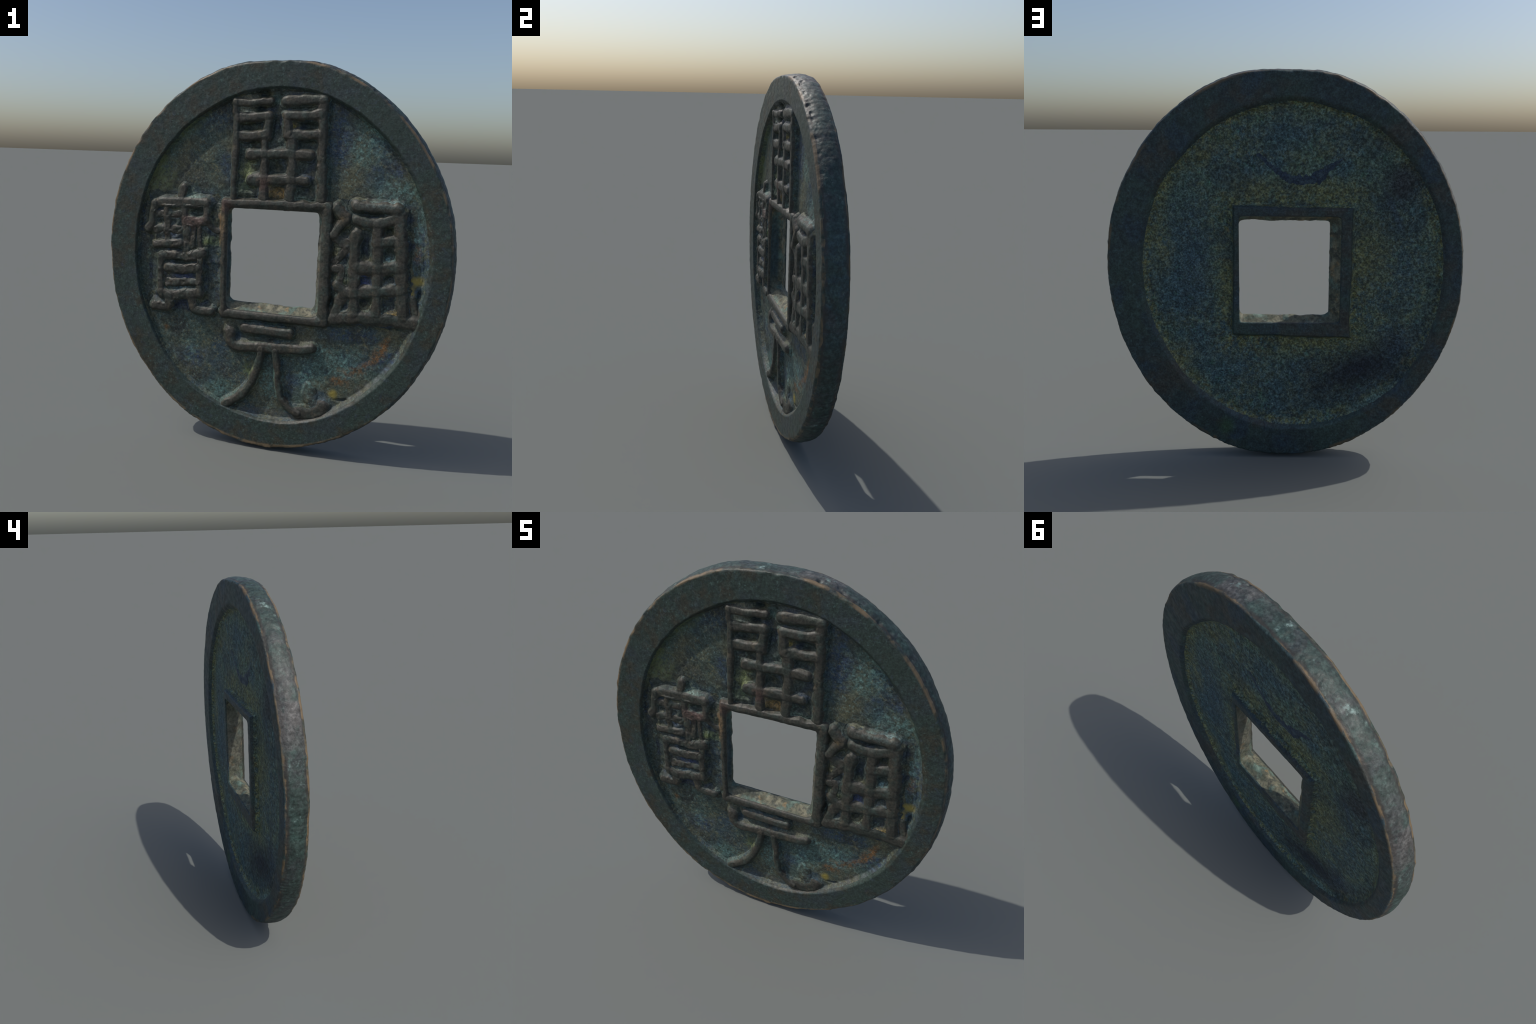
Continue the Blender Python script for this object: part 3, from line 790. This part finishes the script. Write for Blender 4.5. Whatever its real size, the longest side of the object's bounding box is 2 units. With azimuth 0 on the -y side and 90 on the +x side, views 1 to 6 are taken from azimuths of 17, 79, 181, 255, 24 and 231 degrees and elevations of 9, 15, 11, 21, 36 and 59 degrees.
def edge_patina():
    n = Nodes("edge_patina")
    c = n.colour((0.029, 0.047, 0.041))
    grey = n.spot((-0.80, 1.44), (0.20, 0.28), 1.3, 0.5, 6)
    top = n.spot((0.26, 1.99), (0.22, 0.08), 1.2, 0.5, 8)
    c = n.mix(n.math("MAXIMUM", grey, top), c, (0.076, 0.074, 0.072))
    blue = n.spot((0.88, 1.25), (0.10, 0.50), 1.2, 0.5, 5)
    c = n.mix(n.times(blue, 0.8), c, (0.028, 0.054, 0.064))
    c = n.mix(n.times(n.ramp(n.noise(8, 4, 0.6, 1.0), 0.48, 0.64), 0.75), c, (0.030, 0.058, 0.050))
    c = n.mix(n.times(n.ramp(n.noise(13, 4, 0.6, 3.0), 0.48, 0.64), 0.7), c, (0.040, 0.044, 0.046))
    c = n.mix(n.times(n.ramp(n.noise(18, 5, 0.7, 2.0), 0.55, 0.70), 0.6), c, (0.078, 0.125, 0.110))
    c = n.mix(n.times(n.ramp(n.noise(12, 5, 0.7, 22.0), 0.60, 0.70), 0.85), c, (0.140, 0.200, 0.186))
    c = n.grain(c, 60, 0.35)
    c = n.grain(c, 28, 0.25, 3.0)
    # bare bronze where the two corners are worn
    sep = n.new("ShaderNodeSeparateXYZ")
    n.link(n.pos, sep.inputs[0])
    y = n.math("SUBTRACT", sep.outputs["Y"], n.math("MULTIPLY", sep.outputs["X"], YAW))
    y = n.math("ABSOLUTE", n.math("ADD", y, n.math("MULTIPLY", n.math("SUBTRACT", n.noise(40, 3, 0.6, 8.0), 0.5), 0.014)))
    corner = n.ramp(y, 0.046, 0.055)
    dark = n.times(n.ramp(y, 0.032, 0.047), n.ramp(n.noise(7, 3, 0.6, 28.0), 0.36, 0.54))
    c = n.mix(n.times(dark, 0.85), c, (0.034, 0.030, 0.026))
    low = n.ramp(n.noise(3.5, 2, 0.5, 37.0), 0.42, 0.58)
    c = n.mix(n.times(corner, low, n.ramp(n.noise(14, 4, 0.65, 27.0), 0.40, 0.56), 0.9), c, (0.165, 0.115, 0.062))
    return n.finish(c, 0.55, 0.0, 0.5, 80, 0.45)


def wall_patina():
    n = Nodes("hole_wall_patina")
    c = n.colour((0.088, 0.094, 0.066))
    c = n.mix(n.ramp(n.noise(11, 5, 0.65, 1.0), 0.46, 0.64), c, (0.170, 0.160, 0.108))
    c = n.mix(n.ramp(n.noise(14, 4, 0.6, 3.0), 0.50, 0.64), c, (0.105, 0.150, 0.120))
    c = n.mix(n.times(n.ramp(n.noise(16, 4, 0.6, 5.0), 0.58, 0.70), 0.8), c, (0.20, 0.135, 0.065))
    c = n.mix(n.times(n.ramp(n.noise(22, 5, 0.7, 7.0), 0.48, 0.64), 0.85), c, (0.040, 0.044, 0.038))
    blue = n.spot((-0.23, 0.98), (0.06, 0.26), 1.0, 0.5, 9)
    sep = n.new("ShaderNodeSeparateXYZ")
    n.link(n.pos, sep.inputs[0])
    c = n.mix(n.times(blue, n.ramp(sep.outputs["Y"], 0.010, -0.012), 0.9), c, (0.030, 0.052, 0.060))
    dark = n.spot((0.24, 1.02), (0.06, 0.24), 1.0, 0.5, 9)
    c = n.mix(n.times(dark, 0.6), c, (0.062, 0.062, 0.054))
    c = n.grain(c, 60, 0.25)
    return n.finish(c, 0.65, 0.0, 0.35, 70, 0.3)


M_FIELD, M_GROUND, M_STROKE = front_field(), ground_patina(), stroke_bronze()
M_RIM, M_BACK, M_BACK_RIM = rim_patina(), back_field_patina(), back_rim_patina()
M_EDGE, M_WALL, M_MARK = edge_patina(), wall_patina(), mark_patina()

# ------------------------------------------------------------------ parts
coin = bpy.data.objects.new("bronze_coin", None)
coin["label"] = "old bronze coin with square hole and four raised characters"
coin["category"] = "coin"
bpy.context.scene.collection.objects.link(coin)


def add_part(key, name, mat, parent):
    sel = quads[face_part == key]
    used, local = np.unique(sel, return_inverse=True)
    me = make_mesh(name, co[used], local.reshape(-1, 4))
    me.normals_split_custom_set_from_vertices(nor[used].tolist())
    me.materials.append(mat)
    o = bpy.data.objects.new(name, me)
    o.parent = parent
    bpy.context.scene.collection.objects.link(o)
    return o


for key, name, mat in [("field", "field", M_FIELD), ("rim", "raised_rim", M_RIM), ("border", "hole_border", M_STROKE),
                       ("edge", "edge", M_EDGE), ("wall", "hole_wall", M_WALL), ("back_field", "field", M_BACK),
                       ("back_rim", "raised_rim", M_BACK_RIM), ("back_border", "hole_border", M_BACK_RIM),
                       ("mark", "nail_mark", M_MARK)]:
    add_part(key, name, mat, coin)
present = set(np.unique(face_part).tolist())
for char in STROKES:
    ground = add_part("ground_" + char, "character", M_GROUND, coin)
    for key in sorted(p for p in present if p.startswith("stroke_" + char)):
        add_part(key, "stroke", M_STROKE, ground)
